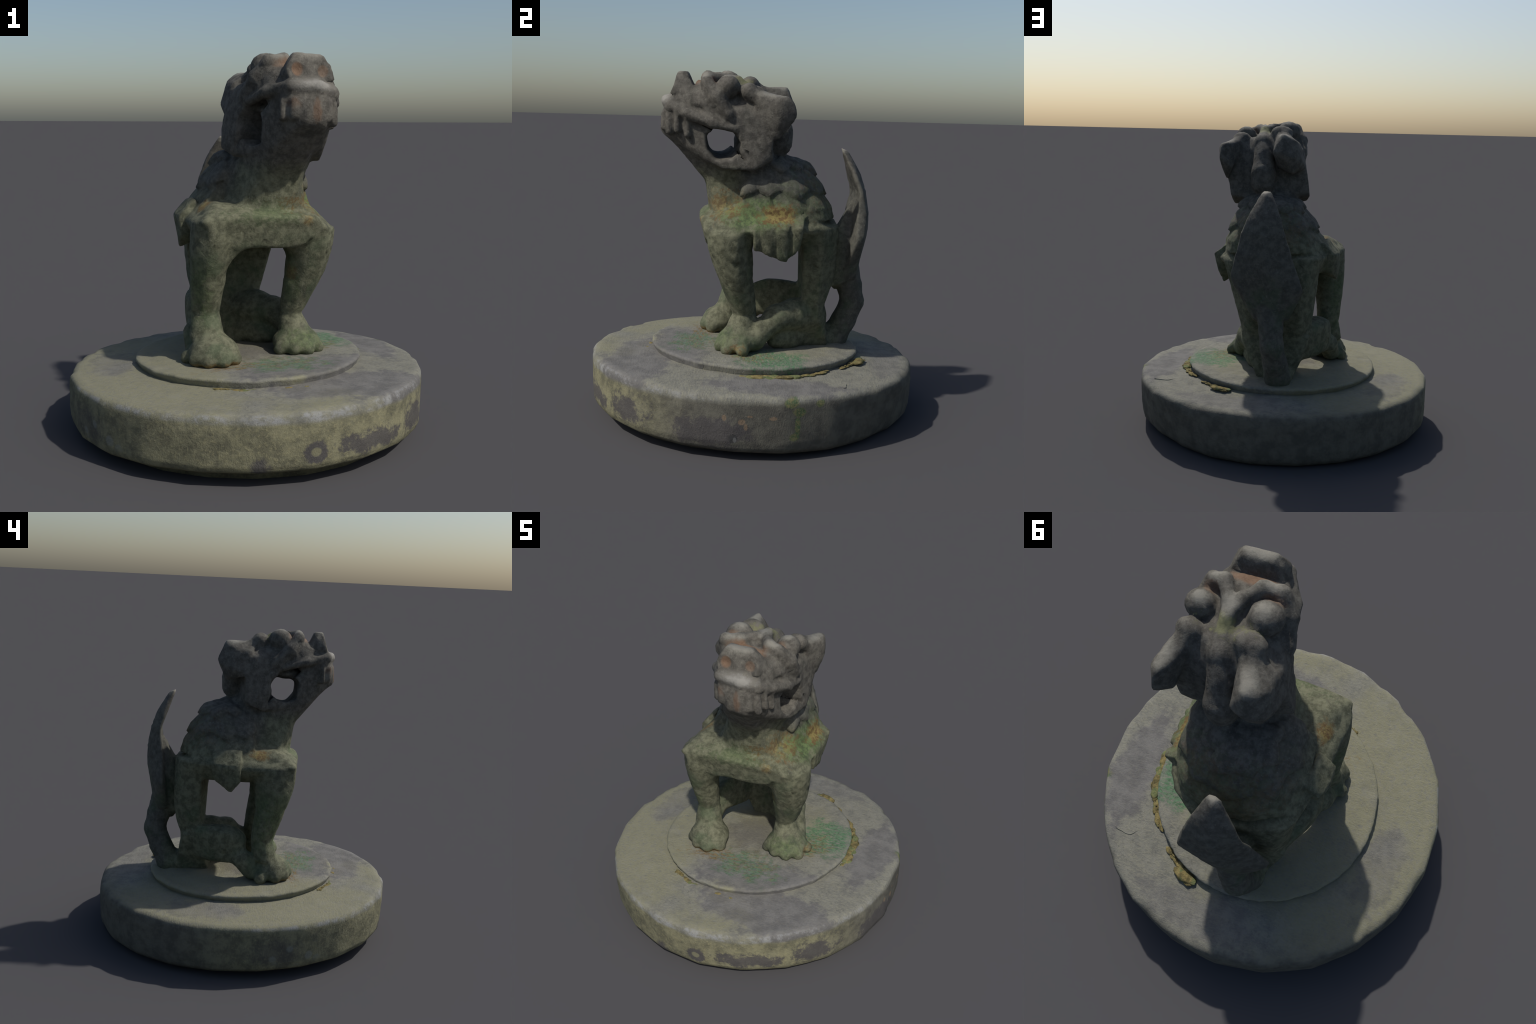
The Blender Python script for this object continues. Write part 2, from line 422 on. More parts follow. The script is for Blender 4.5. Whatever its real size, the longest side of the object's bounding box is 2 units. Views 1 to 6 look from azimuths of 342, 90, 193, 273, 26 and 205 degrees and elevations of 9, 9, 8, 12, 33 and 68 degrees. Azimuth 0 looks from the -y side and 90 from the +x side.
# chiselled, worn surface: broad lumps, small pits, the carved mane
for v in bm.verts:
    p = v.co
    d = .0028 * noise.noise(p * 8 + Vector((3, 1, 7))) + .0016 * noise.noise(p * 24)
    ridge = abs(noise.noise(p * 16 + Vector((5, 5, 5))))
    d -= .0022 * max(0, .12 - ridge) / .12
    g = tuple(int(min(N[i] - 1, max(0, round((p[i] - LO[i]) / H)))) for i in range(3))
    if LAB[g] == mane_id and p.z > 1.2:
        t = min(1, (p.z - 1.20) / .04) * (1 if p.y > -.1 else max(0, 1 - (-.1 - p.y) / .08))
        d += (.031 * locks(p) - .014) * t
    v.co = p + v.normal * d
# drop loose crumbs: keep the biggest island
seen, best = set(), []
for v in bm.verts:
    if v in seen:
        continue
    st, isl = [v], []
    seen.add(v)
    while st:
        w = st.pop()
        isl.append(w)
        for e in w.link_edges:
            o = e.other_vert(w)
            if o not in seen:
                seen.add(o)
                st.append(o)
    if len(isl) > len(best):
        best = isl
keep = set(best)
bmesh.ops.delete(bm, geom=[v for v in bm.verts if v not in keep], context="VERTS")
bm.to_mesh(body_me)
bm.free()
tmp = bpy.data.objects.new("body", body_me)
coll.objects.link(tmp)
dec = tmp.modifiers.new("cut_facets", "DECIMATE")
dec.ratio = min(1.0, TARGET_FACES / (2 * len(body_me.polygons))) if (TARGET_FACES := 24000) else 1
bpy.context.view_layer.update()
body_me = bpy.data.meshes.new_from_object(tmp.evaluated_get(bpy.context.evaluated_depsgraph_get()))
bpy.data.objects.remove(tmp)
for p in body_me.polygons:
    p.use_smooth = True
body_me.update()

# ----------------------------------------------------------------------------
#  Materials
# ----------------------------------------------------------------------------
class Nodes:
    def __init__(self, name):
        self.mat = bpy.data.materials.new(name)
        self.mat.use_nodes = True
        self.t = self.mat.node_tree
        self.t.nodes.clear()
        self.out = self.t.nodes.new("ShaderNodeOutputMaterial")
        self.bsdf = self.t.nodes.new("ShaderNodeBsdfPrincipled")
        self.t.links.new(self.bsdf.outputs[0], self.out.inputs[0])
        self.co = self.t.nodes.new("ShaderNodeTexCoord").outputs["Object"]

    def link(self, a, b):
        if isinstance(a, bpy.types.NodeSocket):
            self.t.links.new(a, b)
        else:
            b.default_value = a

    def noise(self, scale, detail=4, rough=.6, off=(0, 0, 0), stretch=(1, 1, 1), dist=0):
        m = self.t.nodes.new("ShaderNodeMapping")
        m.inputs["Location"].default_value = off
        m.inputs["Scale"].default_value = stretch
        self.link(self.co, m.inputs[0])
        n = self.t.nodes.new("ShaderNodeTexNoise")
        n.inputs["Scale"].default_value = scale
        n.inputs["Detail"].default_value = detail
        n.inputs["Roughness"].default_value = rough
        n.inputs["Distortion"].default_value = dist
        self.link(m.outputs[0], n.inputs["Vector"])
        return n.outputs["Fac"]

    def ramp(self, v, a, b, to0=0.0, to1=1.0):
        n = self.t.nodes.new("ShaderNodeMapRange")
        n.interpolation_type = "SMOOTHSTEP"
        self.link(v, n.inputs[0])
        n.inputs[1].default_value, n.inputs[2].default_value = a, b
        n.inputs[3].default_value, n.inputs[4].default_value = to0, to1
        return n.outputs[0]

    def math(self, op, a, b=0.0):
        n = self.t.nodes.new("ShaderNodeMath")
        n.operation = op
        self.link(a, n.inputs[0])
        self.link(b, n.inputs[1])
        return n.outputs[0]

    def mul(self, *v):
        r = v[0]
        for w in v[1:]:
            r = self.math("MULTIPLY", r, w)
        return r

    def mx(self, *v):
        r = v[0]
        for w in v[1:]:
            r = self.math("MAXIMUM", r, w)
        return r

    def mix(self, fac, a, b):
        n = self.t.nodes.new("ShaderNodeMix")
        n.data_type = "RGBA"
        self.link(fac, n.inputs[0])
        for c, s in ((a, n.inputs[6]), (b, n.inputs[7])):
            self.link(c if isinstance(c, bpy.types.NodeSocket) else (*c, 1), s)
        return n.outputs[2]

    def spot(self, c, r, soft=.5, wobble=None, amp=.0):
        """1 inside an ellipsoid round c, fading to 0 at its edge."""
        s = self.t.nodes.new("ShaderNodeVectorMath")
        s.operation = "SUBTRACT"
        self.link(self.co, s.inputs[0])
        s.inputs[1].default_value = c
        d = self.t.nodes.new("ShaderNodeVectorMath")
        d.operation = "DIVIDE"
        self.link(s.outputs[0], d.inputs[0])
        d.inputs[1].default_value = r
        l = self.t.nodes.new("ShaderNodeVectorMath")
        l.operation = "LENGTH"
        self.link(d.outputs[0], l.inputs[0])
        v = l.outputs["Value"]
        if wobble is not None:
            v = self.math("ADD", v, self.math("MULTIPLY", self.math("SUBTRACT", wobble, .5), amp))
        return self.ramp(v, 1 - soft, 1, 1, 0)

    def xyz(self):
        n = self.t.nodes.new("ShaderNodeSeparateXYZ")
        self.link(self.co, n.inputs[0])
        return n.outputs

    def bump(self, h, strength, dist, prev=None):
        n = self.t.nodes.new("ShaderNodeBump")
        n.inputs["Strength"].default_value = strength
        n.inputs["Distance"].default_value = dist
        self.link(h, n.inputs["Height"])
        if prev is not None:
            self.link(prev, n.inputs["Normal"])
        return n.outputs[0]

    def up(self):
        g = self.t.nodes.new("ShaderNodeNewGeometry")
        s = self.t.nodes.new("ShaderNodeSeparateXYZ")
        self.link(g.outputs["Normal"], s.inputs[0])
        return s.outputs[2]


def finish(n, col, normal, rough=.85, spec=.25):
    n.link(col, n.bsdf.inputs["Base Color"])
    n.link(normal, n.bsdf.inputs["Normal"])
    n.bsdf.inputs["Roughness"].default_value = rough
    n.bsdf.inputs["Specular IOR Level"].default_value = spec
    return n.mat


GREEN = (.060, .115, .045)
MOSS_DARK = (.035, .075, .035)
YELLOW = (.26, .19, .055)
ORANGE = (.21, .105, .045)


def statue_material():
    n = Nodes("patinated_stone")
    big = n.noise(6, 5, .6)
    mid = n.noise(26, 7, .7, (4, 2, 1))
    fine = n.noise(80, 5, .75, (1, 9, 3))
    X, Y, Z = n.xyz()
    head = n.ramp(n.math("ADD", Z, n.math("MULTIPLY", n.math("SUBTRACT", big, .5), .15)), 1.36, 1.50)
    dark = n.mx(n.mul(n.ramp(Z, 1.20, 1.36), n.ramp(Y, -.16, -.04)), n.ramp(Y, .47, .55))
    body = n.mix(n.ramp(mid, .35, .65), (.074, .076, .048), (.160, .160, .104))
    coat = n.mix(n.ramp(mid, .35, .65), (.058, .055, .049), (.100, .096, .084))
    body = n.mix(n.mul(dark, .85), body, coat)
    skull = n.mix(n.ramp(mid, .35, .65), (.064, .059, .050), (.128, .119, .100))
    col = n.mix(head, body, skull)
    # dull green film on the legs
    film = n.mul(n.ramp(big, .48, .64), n.ramp(Z, 1.15, .95, 0, 1), .45)
    col = n.mix(film, col, (.055, .085, .045))
    # dark weather streaks and pale worn spots
    col = n.mix(n.mul(n.ramp(n.noise(10, 4, .6, (7, 7, 2), (1, 1, .35)), .55, .72), .45), col, (.05, .05, .042))
    col = n.mix(n.mul(n.ramp(fine, .56, .70), .4), col, (.23, .23, .18))
    # moss and lichen where rain lies: shoulder, chest, paws; green, yellow and rust mixed in grains
    grain = n.noise(34, 6, .75, (6, 2, 8))
    drift = n.noise(13, 5, .65, (2, 8, 5))
    g = n.mx(n.spot((.34, .02, 1.20), (.19, .30, .12), .5, drift, 1.6), n.mul(n.spot((.05, -.31, 1.20), (.30, .10, .08), .7, grain, 4.0), .6),
             n.mul(n.spot((.27, -.13, .46), (.16, .14, .12), .6, drift, 1.8), .7), n.mul(n.spot((-.33, -.2, .8), (.1, .2, .25), .6, drift, 2.2), .5),
             n.mul(n.spot((.17, -.16, .80), (.10, .10, .22), .6, drift, 2.2), .5), n.mul(n.spot((.1, .25, 1.30), (.35, .26, .2), .5, drift, 4.0), .35))
    green = n.mix(n.ramp(grain, .38, .62), (.035, .06, .025), (.105, .15, .055))
    col = n.mix(n.mul(g, n.ramp(drift, .32, .5), .85), col, green)
    y = n.mx(n.spot((.36, .13, 1.20), (.12, .14, .07), .5, grain, 2.6), n.spot((-.27, -.10, 1.22), (.08, .08, .05), .6, grain, 2.6),
             n.mul(n.spot((.24, -.17, 1.24), (.20, .15, .10), .6, grain, 4.2), .75), n.mul(n.spot((.05, .3, 1.30), (.3, .2, .16), .5, grain, 4.8), .3),
             n.mul(n.spot((.24, -.32, 1.16), (.05, .06, .05), .7, grain, 2.0), .7), n.mul(n.spot((.19, -.17, .85), (.05, .08, .07), .7, grain, 2.0), .6),
             n.spot((-.24, -.30, .405), (.2, .16, .035), .5, grain, 2.5), n.mul(n.spot((.40, -.06, .42), (.07, .1, .06), .5, grain, 2.4), .8))
    col = n.mix(n.mul(y, n.ramp(drift, .36, .5), .85), col, n.mix(n.ramp(grain, .42, .6), (.13, .075, .03), (.25, .19, .065)))
    col = n.mix(n.mul(n.spot((.19, -.085, 1.94), (.15, .06, .05), .7, mid, 3.0), .55), col, (.23, .235, .11))
    # rusty stains on forehead, nostrils and teeth
    o = n.mx(n.spot((.165, -.335, 1.94), (.16, .045, .06), .5, mid, .8), n.spot((.105, -.475, 1.905), (.036, .05, .04), .4),
             n.mul(n.spot((.243, -.465, 1.897), (.034, .05, .036), .4), .6), n.mul(n.spot((.31, -.235, 1.93), (.05, .04, .05), .5, mid, .8), .6), n.mul(n.spot((.04, -.255, 1.95), (.07, .04, .05), .5, mid, .8), .6),
             n.mul(n.spot((.19, -.53, 1.71), (.03, .05, .08), .6, mid, 1.5), .7), n.mul(n.spot((.08, -.50, 1.74), (.05, .05, .04), .6, mid, 1.5), .5))
    col = n.mix(n.mul(o, .7), col, n.mix(mid, (.13, .07, .04), (.25, .155, .095)))
    # paler high spots of the face: wear plus baked-in light painted as colour
    worn_lit = n.mx(n.spot((.17, -.44, 1.985), (.12, .07, .05), .8, grain, 1.2), n.spot((.20, -.17, 1.965), (.06, .09, .03), .8, grain, 1.2), n.spot((.07, -.30, 1.975), (.10, .05, .03), .8, grain, 1.2), n.spot((.30, -.29, 1.96), (.08, .05, .03), .8, grain, 1.2),
                n.spot((.40, .10, 1.87), (.06, .14, .04), .8, grain, 1.2), n.spot((.0, .12, 1.915), (.08, .12, .04), .8, grain, 1.2), n.spot((.05, -.18, 1.99), (.06, .06, .03), .8, grain, 1.2), n.spot((.33, -.16, 1.96), (.06, .06, .03), .8, grain, 1.2), n.mul(n.spot((.07, -.475, 1.70), (.05, .06, .06), .8, grain, 1.2), .7), n.spot((.02, .50, 1.57), (.06, .05, .05), .8, grain, 1.2))
    col = n.mix(n.mul(worn_lit, .75), col, (.235, .225, .19))
    # pale rubbed lip
    col = n.mix(n.mul(n.spot((.2, -.53, 1.835), (.18, .08, .05), .9, mid, 1.8), .8), col, (.29, .28, .25))
    h = n.math("ADD", n.math("MULTIPLY", mid, .6), n.math("MULTIPLY", fine, .4))
    return finish(n, col, n.bump(h, .55, .012))


def stone_material(name, plate=False):
    n = Nodes(name)
    big = n.noise(2.6, 4, .55, (2, 5, 1))
    mid = n.noise(13, 6, .68, (4, 2, 1))
    fine = n.noise(55, 5, .75, (1, 9, 3))
    streak = n.noise(38, 5, .7, (3, 1, 6), (1, 2.6, 1))
    grit = n.noise(150, 3, .7)
    X, Y, Z = n.xyz()
    # worn olive-grey stone with a sandy grain
    col = n.mix(n.ramp(mid, .34, .66), (.148, .146, .126), (.200, .196, .164))
    col = n.mix(n.mul(n.ramp(streak, .46, .62), .6), col, (.235, .226, .168))
    col = n.mix(n.mul(n.ramp(fine, .52, .68), .6), col, (.095, .092, .082))
    # a thin yellow film on one half, bare purplish stone on the other
    film = n.mul(n.ramp(n.math("ADD", big, n.math("MULTIPLY", X, -.22)), .44, .66), n.ramp(fine, .30, .56), .7)
    col = n.mix(film, col, (.225, .215, .132))
    bare_m = n.math("ADD", n.math("MULTIPLY", mid, .5), n.math("MULTIPLY", big, .5))
    if plate:
        bare = n.spot((.30, -.45, .40), (.55, .22, .2), .3, bare_m, 2.4)
    else:
        bare = n.mx(n.spot((.36, -.66, .35), (.52, .24, .2), .25, bare_m, 1.9), n.spot((.78, .15, .35), (.14, .42, .2), .4, bare_m, 2.6), n.mul(n.spot((-.72, .2, .35), (.14, .3, .2), .4, bare_m, 3.0), .6), n.mul(n.spot((.1, .76, .35), (.4, .13, .2), .4, bare_m, 3.0), .6))
        bare = n.mul(bare, n.ramp(Z, .29, .32))
    col = n.mix(n.mul(bare, .65), col, n.mix(n.ramp(mid, .35, .65), (.105, .10, .104), (.15, .144, .146)))
    if plate:
        lay = n.noise(30, 5, .7, (3, 3, 3), (1, 2.4, 1))
        g = n.mx(n.spot((.44, .10, .40), (.24, .24, .1), .5, mid, 2.0), n.mul(n.spot((.10, -.36, .40), (.28, .16, .1), .6, mid, 3.0), .8))
        col = n.mix(n.mul(g, n.ramp(lay, .38, .54), .85), col, n.mix(n.ramp(fine, .35, .65), (.045, .10, .05), (.10, .215, .11)))
        y = n.mx(n.spot((-.17, -.31, .40), (.25, .10, .1), .6, mid, 2.4), n.mul(n.spot((.42, .0, .40), (.13, .18, .1), .6, mid, 3.0), .8), n.mul(n.spot((.1, -.33, .40), (.28, .15, .1), .6, mid, 3.4), .5))
        col = n.mix(n.mul(y, n.ramp(n.noise(26, 5, .7, (8, 3, 3), (1, 2.5, 1)), .46, .58), .8), col, n.mix(n.ramp(fine, .35, .65), (.11, .07, .035), (.235, .165, .07)))
        col = n.mix(n.mul(n.spot((.02, .0, .40), (.28, .26, .1), .6, mid, 1.2), .45), col, (.09, .08, .07))
    else:
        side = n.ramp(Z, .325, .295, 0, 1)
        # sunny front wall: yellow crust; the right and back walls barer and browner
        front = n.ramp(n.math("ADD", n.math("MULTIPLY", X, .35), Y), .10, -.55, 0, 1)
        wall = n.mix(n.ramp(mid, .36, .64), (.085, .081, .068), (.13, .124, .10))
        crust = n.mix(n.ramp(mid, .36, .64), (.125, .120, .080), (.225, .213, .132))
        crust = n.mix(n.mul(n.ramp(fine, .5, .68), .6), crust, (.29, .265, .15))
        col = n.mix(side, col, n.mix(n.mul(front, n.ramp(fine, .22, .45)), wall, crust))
        # dark stains with ragged, crusty edges
        rag = n.math("ADD", n.math("MULTIPLY", mid, .6), n.math("MULTIPLY", fine, .4))
        st = n.mx(n.spot((.37, -.88, .17), (.30, .16, .07), .45, rag, 3.2), n.spot((.70, -.66, .18), (.18, .2, .10), .55, rag, 3.4), n.spot((.93, -.22, .15), (.14, .26, .10), .4, rag, 3.0),
                  n.spot((-.23, -.93, .11), (.06, .1, .06), .6, rag, 2.0), n.mul(n.spot((-.90, -.28, .18), (.12, .26, .12), .7, rag, 1.4), .6))
        col = n.mix(n.mul(st, side, .9), col, n.mix(mid, (.065, .06, .06), (.095, .088, .085)))
        col = n.mix(n.mul(n.spot((.035, -.955, .165), (.066, .1, .064), .25, rag, 1.2), .92), col, (.075, .07, .07))
        col = n.mix(n.mul(n.spot((.035, -.955, .168), (.030, .1, .026), .35, rag, .4), .9), col, (.20, .19, .12))
        # rusty flecks and a pit only painted, dark with pale centre, on the right wall
        for c, r in (((.95, -.13, .235), (.1, .014, .020)), ((.96, -.04, .215), (.1, .022, .018)), ((.96, -.02, .19), (.1, .012, .022)), ((.96, .0, .245), (.1, .018, .007)), ((.96, .12, .235), (.1, .022, .012))):
            col = n.mix(n.mul(n.spot(c, r, .4, rag, 1.6), .8), col, (.20, .145, .095))
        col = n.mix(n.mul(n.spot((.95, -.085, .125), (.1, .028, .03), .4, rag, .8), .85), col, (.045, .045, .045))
        col = n.mix(n.mul(n.spot((.95, -.075, .118), (.1, .012, .018), .5, rag, .8), .7), col, (.17, .17, .165))
        # mossy run down the right wall
        al = n.mx(n.spot((.95, .22, .315), (.10, .05, .03), .4, rag, 1.8), n.spot((.955, .255, .265), (.1, .045, .035), .3, rag, 1.6), n.spot((.955, .245, .19), (.1, .018, .07), .4, rag, 1.8), n.spot((.95, .225, .13), (.1, .032, .03), .4, rag, 1.6), n.spot((.92, .36, .30), (.1, .032, .025), .4, rag, 1.8))
        col = n.mix(n.mul(al, .9), col, n.mix(n.ramp(fine, .4, .6), (.075, .115, .055), (.19, .175, .08)))
        # pale round blotches on the left wall
        v = n.t.nodes.new("ShaderNodeTexVoronoi")
        v.inputs["Scale"].default_value = 9
        n.link(n.co, v.inputs["Vector"])
        ws = n.mx(n.spot((-.86, -.38, .16), (.2, .36, .09), .6), .05)
        col = n.mix(n.mul(ws, side, n.ramp(v.outputs["Distance"], .20, .30, 1, 0), .55), col, (.22, .23, .205))
        # chipped upper edge, fresh blue-grey stone on the front half
        r = n.math("SQRT", n.math("ADD", n.mul(X, X), n.mul(Y, Y)))
        lip = n.mul(n.ramp(r, .938, .952), n.ramp(Z, .302, .324))
        fr = n.ramp(n.math("ADD", n.math("MULTIPLY", X, .25), Y), .25, -.45, .12, 1)
        edge = n.mul(lip, n.ramp(n.math("ADD", n.math("MULTIPLY", mid, .7), n.math("MULTIPLY", fine, .3)), .46, .58), fr, .7)
        col = n.mix(edge, col, n.mix(mid, (.20, .205, .21), (.30, .305, .305)))
    h = n.math("ADD", n.math("MULTIPLY", streak, .4), n.math("ADD", n.math("MULTIPLY", fine, .4), n.math("MULTIPLY", grit, .2)))
    return finish(n, col, n.bump(h, .7, .012), .9, .2)


def lichen_material():
    n = Nodes("yellow_lichen")
    mid = n.noise(30, 5, .7)
    col = n.mix(n.ramp(mid, .35, .65), (.10, .085, .04), (.25, .20, .085))
    col = n.mix(n.mul(n.ramp(n.noise(14, 3), .5, .62), .6), col, (.10, .15, .07))
    return finish(n, col, n.bump(n.noise(90, 4, .7), .6, .01), .95, .1)


M_BODY = statue_material()
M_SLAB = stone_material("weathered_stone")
M_PLATE = stone_material("mossy_stone", True)
M_LICHEN = lichen_material()

# ----------------------------------------------------------------------------
#  The thing and its parts
# ----------------------------------------------------------------------------
root = bpy.data.objects.new("guardian_lion_statue", None)
root["label"] = "weathered seated guardian lion statue on round stone pedestal"
root["category"] = "stone statue"
coll.objects.link(root)


def part(name, me, mat, parent=root):
    o = bpy.data.objects.new(name, me)
    coll.objects.link(o)
    o.parent = parent
    me.materials.clear()
    me.materials.append(mat)
    return o


# split the body by the solid that each face came from
cen = np.array([p.center for p in body_me.polygons])
gi = np.clip(np.round((cen - LO) / H).astype(int), 0, N - 1)
lab = LAB[tuple(gi.T)]
# smooth the borders between regions: majority of the neighbours
edge_faces = {}
for p in body_me.polygons:
    for e in p.edge_keys:
        edge_faces.setdefault(e, []).append(p.index)
nbr = [[] for _ in range(len(cen))]
for fs in edge_faces.values():
    if len(fs) == 2:
        nbr[fs[0]].append(fs[1])
        nbr[fs[1]].append(fs[0])
for _ in range(4):
    new = lab.copy()
    for i, ns in enumerate(nbr):
        c = [lab[j] for j in ns]
        for v in set(c):
            if c.count(v) >= 2 and v != lab[i]:
                new[i] = v
    lab = new
# islands of one region become objects of their own; tiny ones join a neighbour
def islands():
    comp = -np.ones(len(cen), int)
    out = []
    for i in range(len(cen)):
        if comp[i] >= 0:
            continue
        st, isl = [i], []
        comp[i] = len(out)
        while st:
            j = st.pop()
            isl.append(j)
            for k in nbr[j]:
                if comp[k] < 0 and lab[k] == lab[j]:
                    comp[k] = len(out)
                    st.append(k)
        out.append(isl)
    return out

for _ in range(6):
    small = [c for c in islands() if len(c) < 26]
    if not small:
        break
    for c in small:
        cs = set(c)
        around = [lab[k] for j in c for k in nbr[j] if k not in cs]
        if around:
            v = max(set(around), key=around.count)
            for j in c:
                lab[j] = v
vn = np.array([v.normal for v in body_me.vertices])
vco = np.array([v.co for v in body_me.vertices])
REPEATS = {"forelimb", "hindlimb", "paw", "ear", "eye", "tooth"}     # the rest are one object each
merged, groups = {}, []
for c in islands():
    nm = LABELS[lab[c[0]]]
    if nm in REPEATS:
        groups.append(c)
    else:
        merged.setdefault(nm, []).extend(c)
groups = sorted(groups + list(merged.values()), key=lambda c: -len(c))
PARENT = {"eye": "head", "ear": "head", "nose": "head", "tooth": "head", "crest": "head", "brow": "head", "lower_jaw": "head", "paw": "forelimb", "hind_foot": "hindlimb"}
NAME = {"hind_foot": "foot", "crest": "head_crest"}
made = {}
jobs = []
for c in groups:
    nm = LABELS[lab[c[0]]]
    jobs.append((nm in PARENT, nm, c))
jobs.sort(key=lambda j: (j[0], -len(j[2])))
for sub, nm, c in jobs:
    ids = sorted({v for j in c for v in body_me.polygons[j].vertices})
    remap = {v: i for i, v in enumerate(ids)}
    me = bpy.data.meshes.new(NAME.get(nm, nm))
    me.from_pydata([vco[v] for v in ids], [], [[remap[v] for v in body_me.polygons[j].vertices] for j in c])
    me.update()
    for p in me.polygons:
        p.use_smooth = True
    me.normals_split_custom_set_from_vertices([tuple(vn[v]) for v in ids])
    par = root
    if sub and made.get(PARENT[nm]):
        mid = cen[c].mean(0)
        par = min(made[PARENT[nm]], key=lambda t: np.linalg.norm(t[1] - mid))[0]
    o = part(NAME.get(nm, nm), me, M_BODY, par)
    made.setdefault(nm, []).append((o, cen[c].mean(0)))
bpy.data.meshes.remove(body_me)


# ---- pedestal -------------------------------------------------------------------
def lathe(name, prof, seg, warp, centre=(0, 0)):
    bm = bmesh.new()
    rings = []
    for r, z in prof:
        ring = []
        for i in range(seg):
            a = 2 * math.pi * i / seg
            p = Vector((r * math.cos(a), r * math.sin(a), z))
            ring.append(bm.verts.new(warp(p, r, a)))
        rings.append(ring)
    for A, B in zip(rings[:-1], rings[1:]):
        for i in range(seg):
            bm.faces.new((A[i], A[(i + 1) % seg], B[(i + 1) % seg], B[i]))
    bm.faces.new(rings[0][::-1])
    bm.faces.new(rings[-1])
    bmesh.ops.recalc_face_normals(bm, faces=bm.faces)
    for v in bm.verts:
        v.co.x += centre[0]
        v.co.y += centre[1]
    me = bpy.data.meshes.new(name)
    bm.to_mesh(me)
    bm.free()
    for p in me.polygons:
        p.use_smooth = True
    return me


def interp(prof, n):
    """Resample a profile so that no span is longer than n metres."""
    out = [prof[0]]
    for (r0, z0), (r1, z1) in zip(prof[:-1], prof[1:]):
        m = max(1, int(math.hypot(r1 - r0, z1 - z0) / n))
        out += [(r0 + (r1 - r0) * i / m, z0 + (z1 - z0) * i / m) for i in range(1, m + 1)]
    return out


def polygonal(a, sides=22, ph=.1, amt=.6):
    """Slightly many-sided outline, like a roughly dressed disc."""
    s = 2 * math.pi / sides
    t = (a + ph) % s - s / 2
    return 1 - amt * (1 - math.cos(s / 2) / math.cos(t)) - 0


def slab_warp(p, r, a):
    q = p.copy()
    k = polygonal(a, 22, .1, .8) * (1 + .006 * noise.noise(Vector((math.cos(a) * 2, math.sin(a) * 2, 1.5))))
    q.x *= k
    q.y *= k
    t = max(0, min(1, (p.z - .10) / .2))
    q.z += (.010 * q.x - .026 * q.y) * t       # the top leans a little to the back
    low = max(0, min(1, (.12 - p.z) / .12))
    if r > .6:
        q.z = max(.002, q.z + low * (.026 - .038 * q.y)) * (1 if p.z > .005 else .0)
    # the back right of the foot is broken away
    da = math.degrees(a) - 51
    cutaway = math.exp(-(da / 20) ** 2) * (.018 * max(0, min(1, (.30 - p.z) / .08)) + .022 * max(0, min(1, (.20 - p.z) / .14))) * (1 if r > .6 else 0)
    q.x *= 1 - cutaway
    q.y *= 1 - cutaway
    # knocked, chipped upper rim
    rim = math.exp(-((r - .950) / .02) ** 2) * (1 if p.z > .27 else 0)
    c = max(0, noise.noise(Vector((math.cos(a) * 9, math.sin(a) * 9, 3.3))) - .05)
    q -= Vector((math.cos(a), math.sin(a), .9)) * rim * c * .022
    n = noise.noise(p * 7) * .004 + noise.noise(p * 22) * .0022
    if p.z > .01:
        if r < .9 and p.z > .3:
            q.z += n
        else:
            q += Vector((math.cos(a), math.sin(a), .3)) * n
    return q


slab_prof = interp([(.70, .0), (.87, .007), (.922, .017), (.947, .046), (.958, .095), (.962, .16), (.964, .25), (.963, .308), (.957, .325), (.946, .335), (.92, .338), (.75, .346), (.66, .353), (.63, .354), (.50, .36), (.1, .362)], .016)
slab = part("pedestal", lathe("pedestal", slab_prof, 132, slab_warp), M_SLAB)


def plate_warp(p, r, a):
    q = p.copy()
    w = 1 + .012 * noise.noise(Vector((math.cos(a) * 2.5, math.sin(a) * 2.5, 8.5))) + .008 * noise.noise(Vector((math.cos(a) * 9, math.sin(a) * 9, 8.5))) + .008 * noise.noise(Vector((math.cos(a) * 24, math.sin(a) * 24, 1.5 + 20 * p.z)))
    q.x *= w
    q.y *= w
    if r > .5:
        # the step dies away toward the back left, where it is silted up
        fade = max(0, math.cos(a - math.radians(140)))
        q.z -= .012 * fade * (1 if p.z > .38 else 0) + .006 * max(0, noise.noise(Vector((math.cos(a) * 7, math.sin(a) * 7, 2)))) * (1 if p.z > .38 else 0)
    q.z += noise.noise(p * 9) * .003 + noise.noise(p * 26) * .0016 + (.008 * q.x - .020 * q.y) * (1 if p.z > .35 else 0)
    return q


plate_prof = interp([(.600, .33), (.602, .362), (.616, .386), (.617, .395), (.611, .401), (.595, .403), (.3, .402), (.05, .402)], .03)
plate = part("raised_plate", lathe("raised_plate", plate_prof, 220, plate_warp, (.012, .012)), M_PLATE)


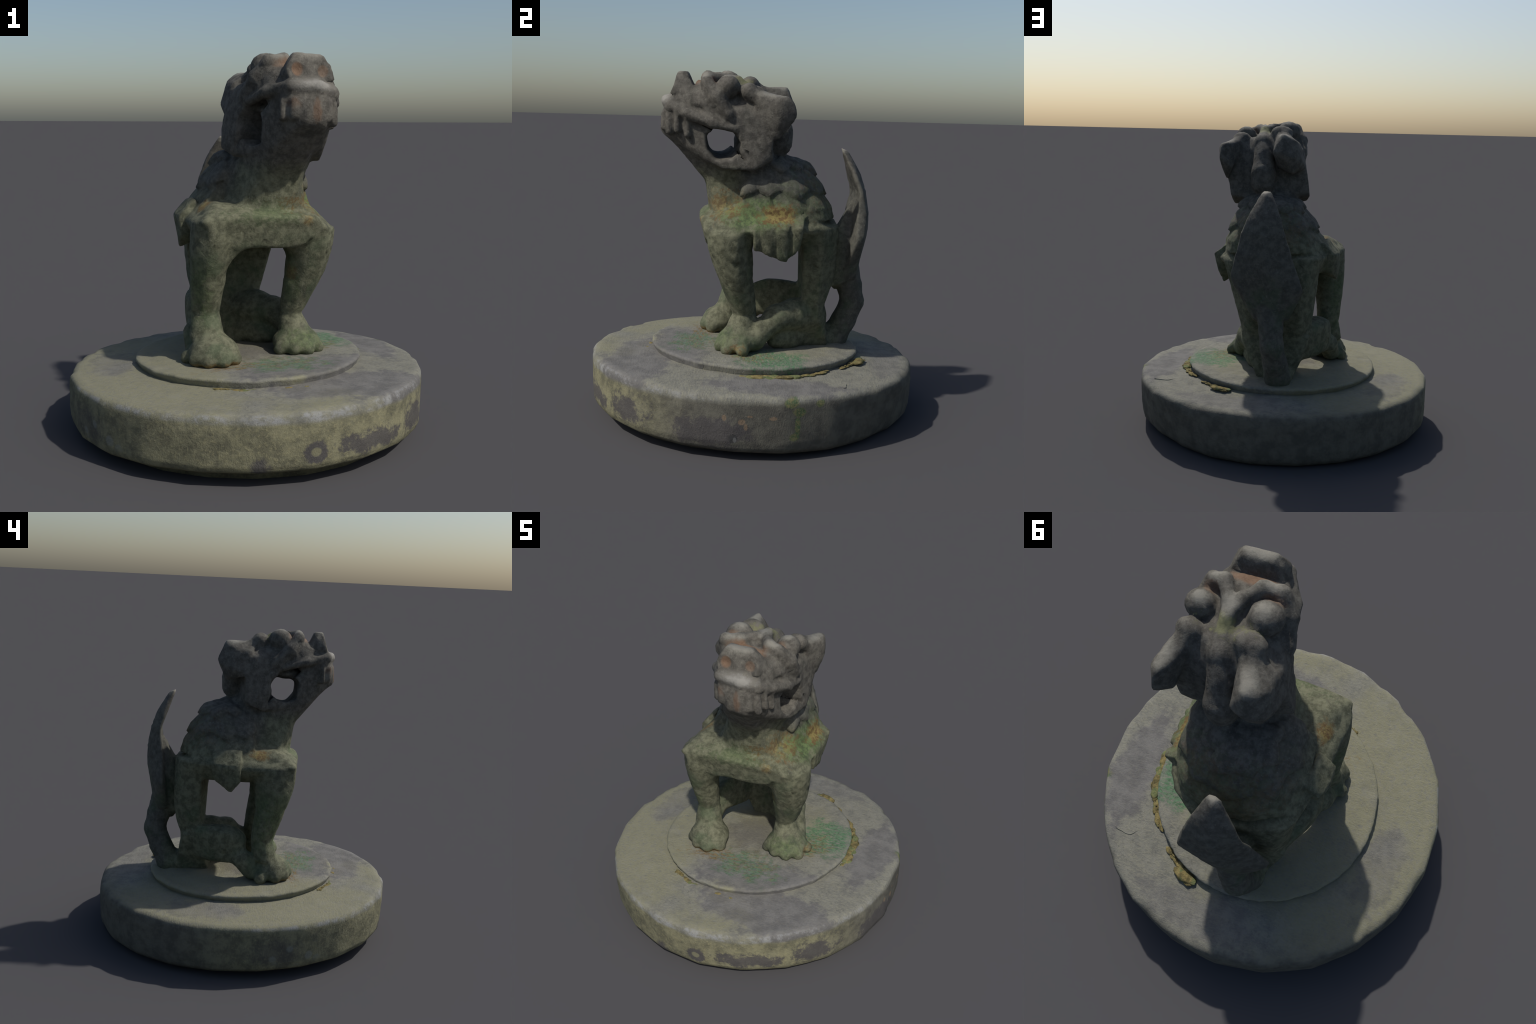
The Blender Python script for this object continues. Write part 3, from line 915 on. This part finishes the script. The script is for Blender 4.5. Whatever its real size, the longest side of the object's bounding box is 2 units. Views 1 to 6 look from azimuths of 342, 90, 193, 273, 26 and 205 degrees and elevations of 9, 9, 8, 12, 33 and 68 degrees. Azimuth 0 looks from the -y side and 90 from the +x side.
# ---- lichen crust: lumps strung along the foot of the step -------------------------
def crust(name, spans):
    bm = bmesh.new()
    for a0, a1, cnt, r0, size, zz in spans:
        for i in range(cnt):
            a = math.radians(a0 + (a1 - a0) * (i + random.random()) / cnt)
            r = r0 + random.uniform(-.012, .014)
            s = size * random.uniform(.5, 1.3)
            m = Matrix.Translation((.012 + r * math.cos(a), .012 + r * math.sin(a), zz + random.uniform(-.004, .004))) @ Matrix.Rotation(a, 4, "Z") @ Matrix.Diagonal((s, s * random.uniform(1.2, 3.0), s * random.uniform(.16, .34), 1))
            g = bmesh.ops.create_icosphere(bm, subdivisions=2, radius=1, matrix=m)
            for v in g["verts"]:
                v.co += v.co.normalized() * noise.noise(v.co * 70) * s * .35
    me = bpy.data.meshes.new(name)
    bm.to_mesh(me)
    bm.free()
    for p in me.polygons:
        p.use_smooth = True
    o = part(name, me, M_LICHEN)
    o["kind"] = "stuff"
    return o


crust("lichen_crust", [
    (-8, 22, 60, .632, .022, .355), (22, 40, 22, .630, .012, .353), (52, 72, 26, .630, .011, .350), (66, 71, 12, .652, .022, .350),
    (-66, -50, 26, .630, .011, .362), (-94, -78, 26, .630, .011, .366), (-122, -104, 22, .628, .011, .366), (-44, -24, 14, .628, .008, .360),
])


def flake(name, c, rx, ry, turn, z):
    """Thin scab of stone lifting off the slab, with a lobed outline."""
    bm = bmesh.new()
    top, bot = [], []
    for i in range(28):
        a = 2 * math.pi * i / 28
        k = 1 + .16 * noise.noise(Vector((math.cos(a) * 1.6, math.sin(a) * 1.6, 4))) + .08 * math.sin(5 * a)
        p = Matrix.Rotation(turn, 3, "Z") @ Vector((rx * k * math.cos(a), ry * k * math.sin(a), 0))
        top.append(bm.verts.new((c[0] + p.x * .94, c[1] + p.y * .94, z)))
        bot.append(bm.verts.new((c[0] + p.x, c[1] + p.y, z - .014)))
    for i in range(28):
        j = (i + 1) % 28
        bm.faces.new((bot[i], bot[j], top[j], top[i]))
    bm.faces.new(top)
    bm.faces.new(bot[::-1])
    me = bpy.data.meshes.new(name)
    bm.to_mesh(me)
    bm.free()
    return part(name, me, M_SLAB)


flake("stone_flake", (.665, .455), .080, .056, .4, .3405)
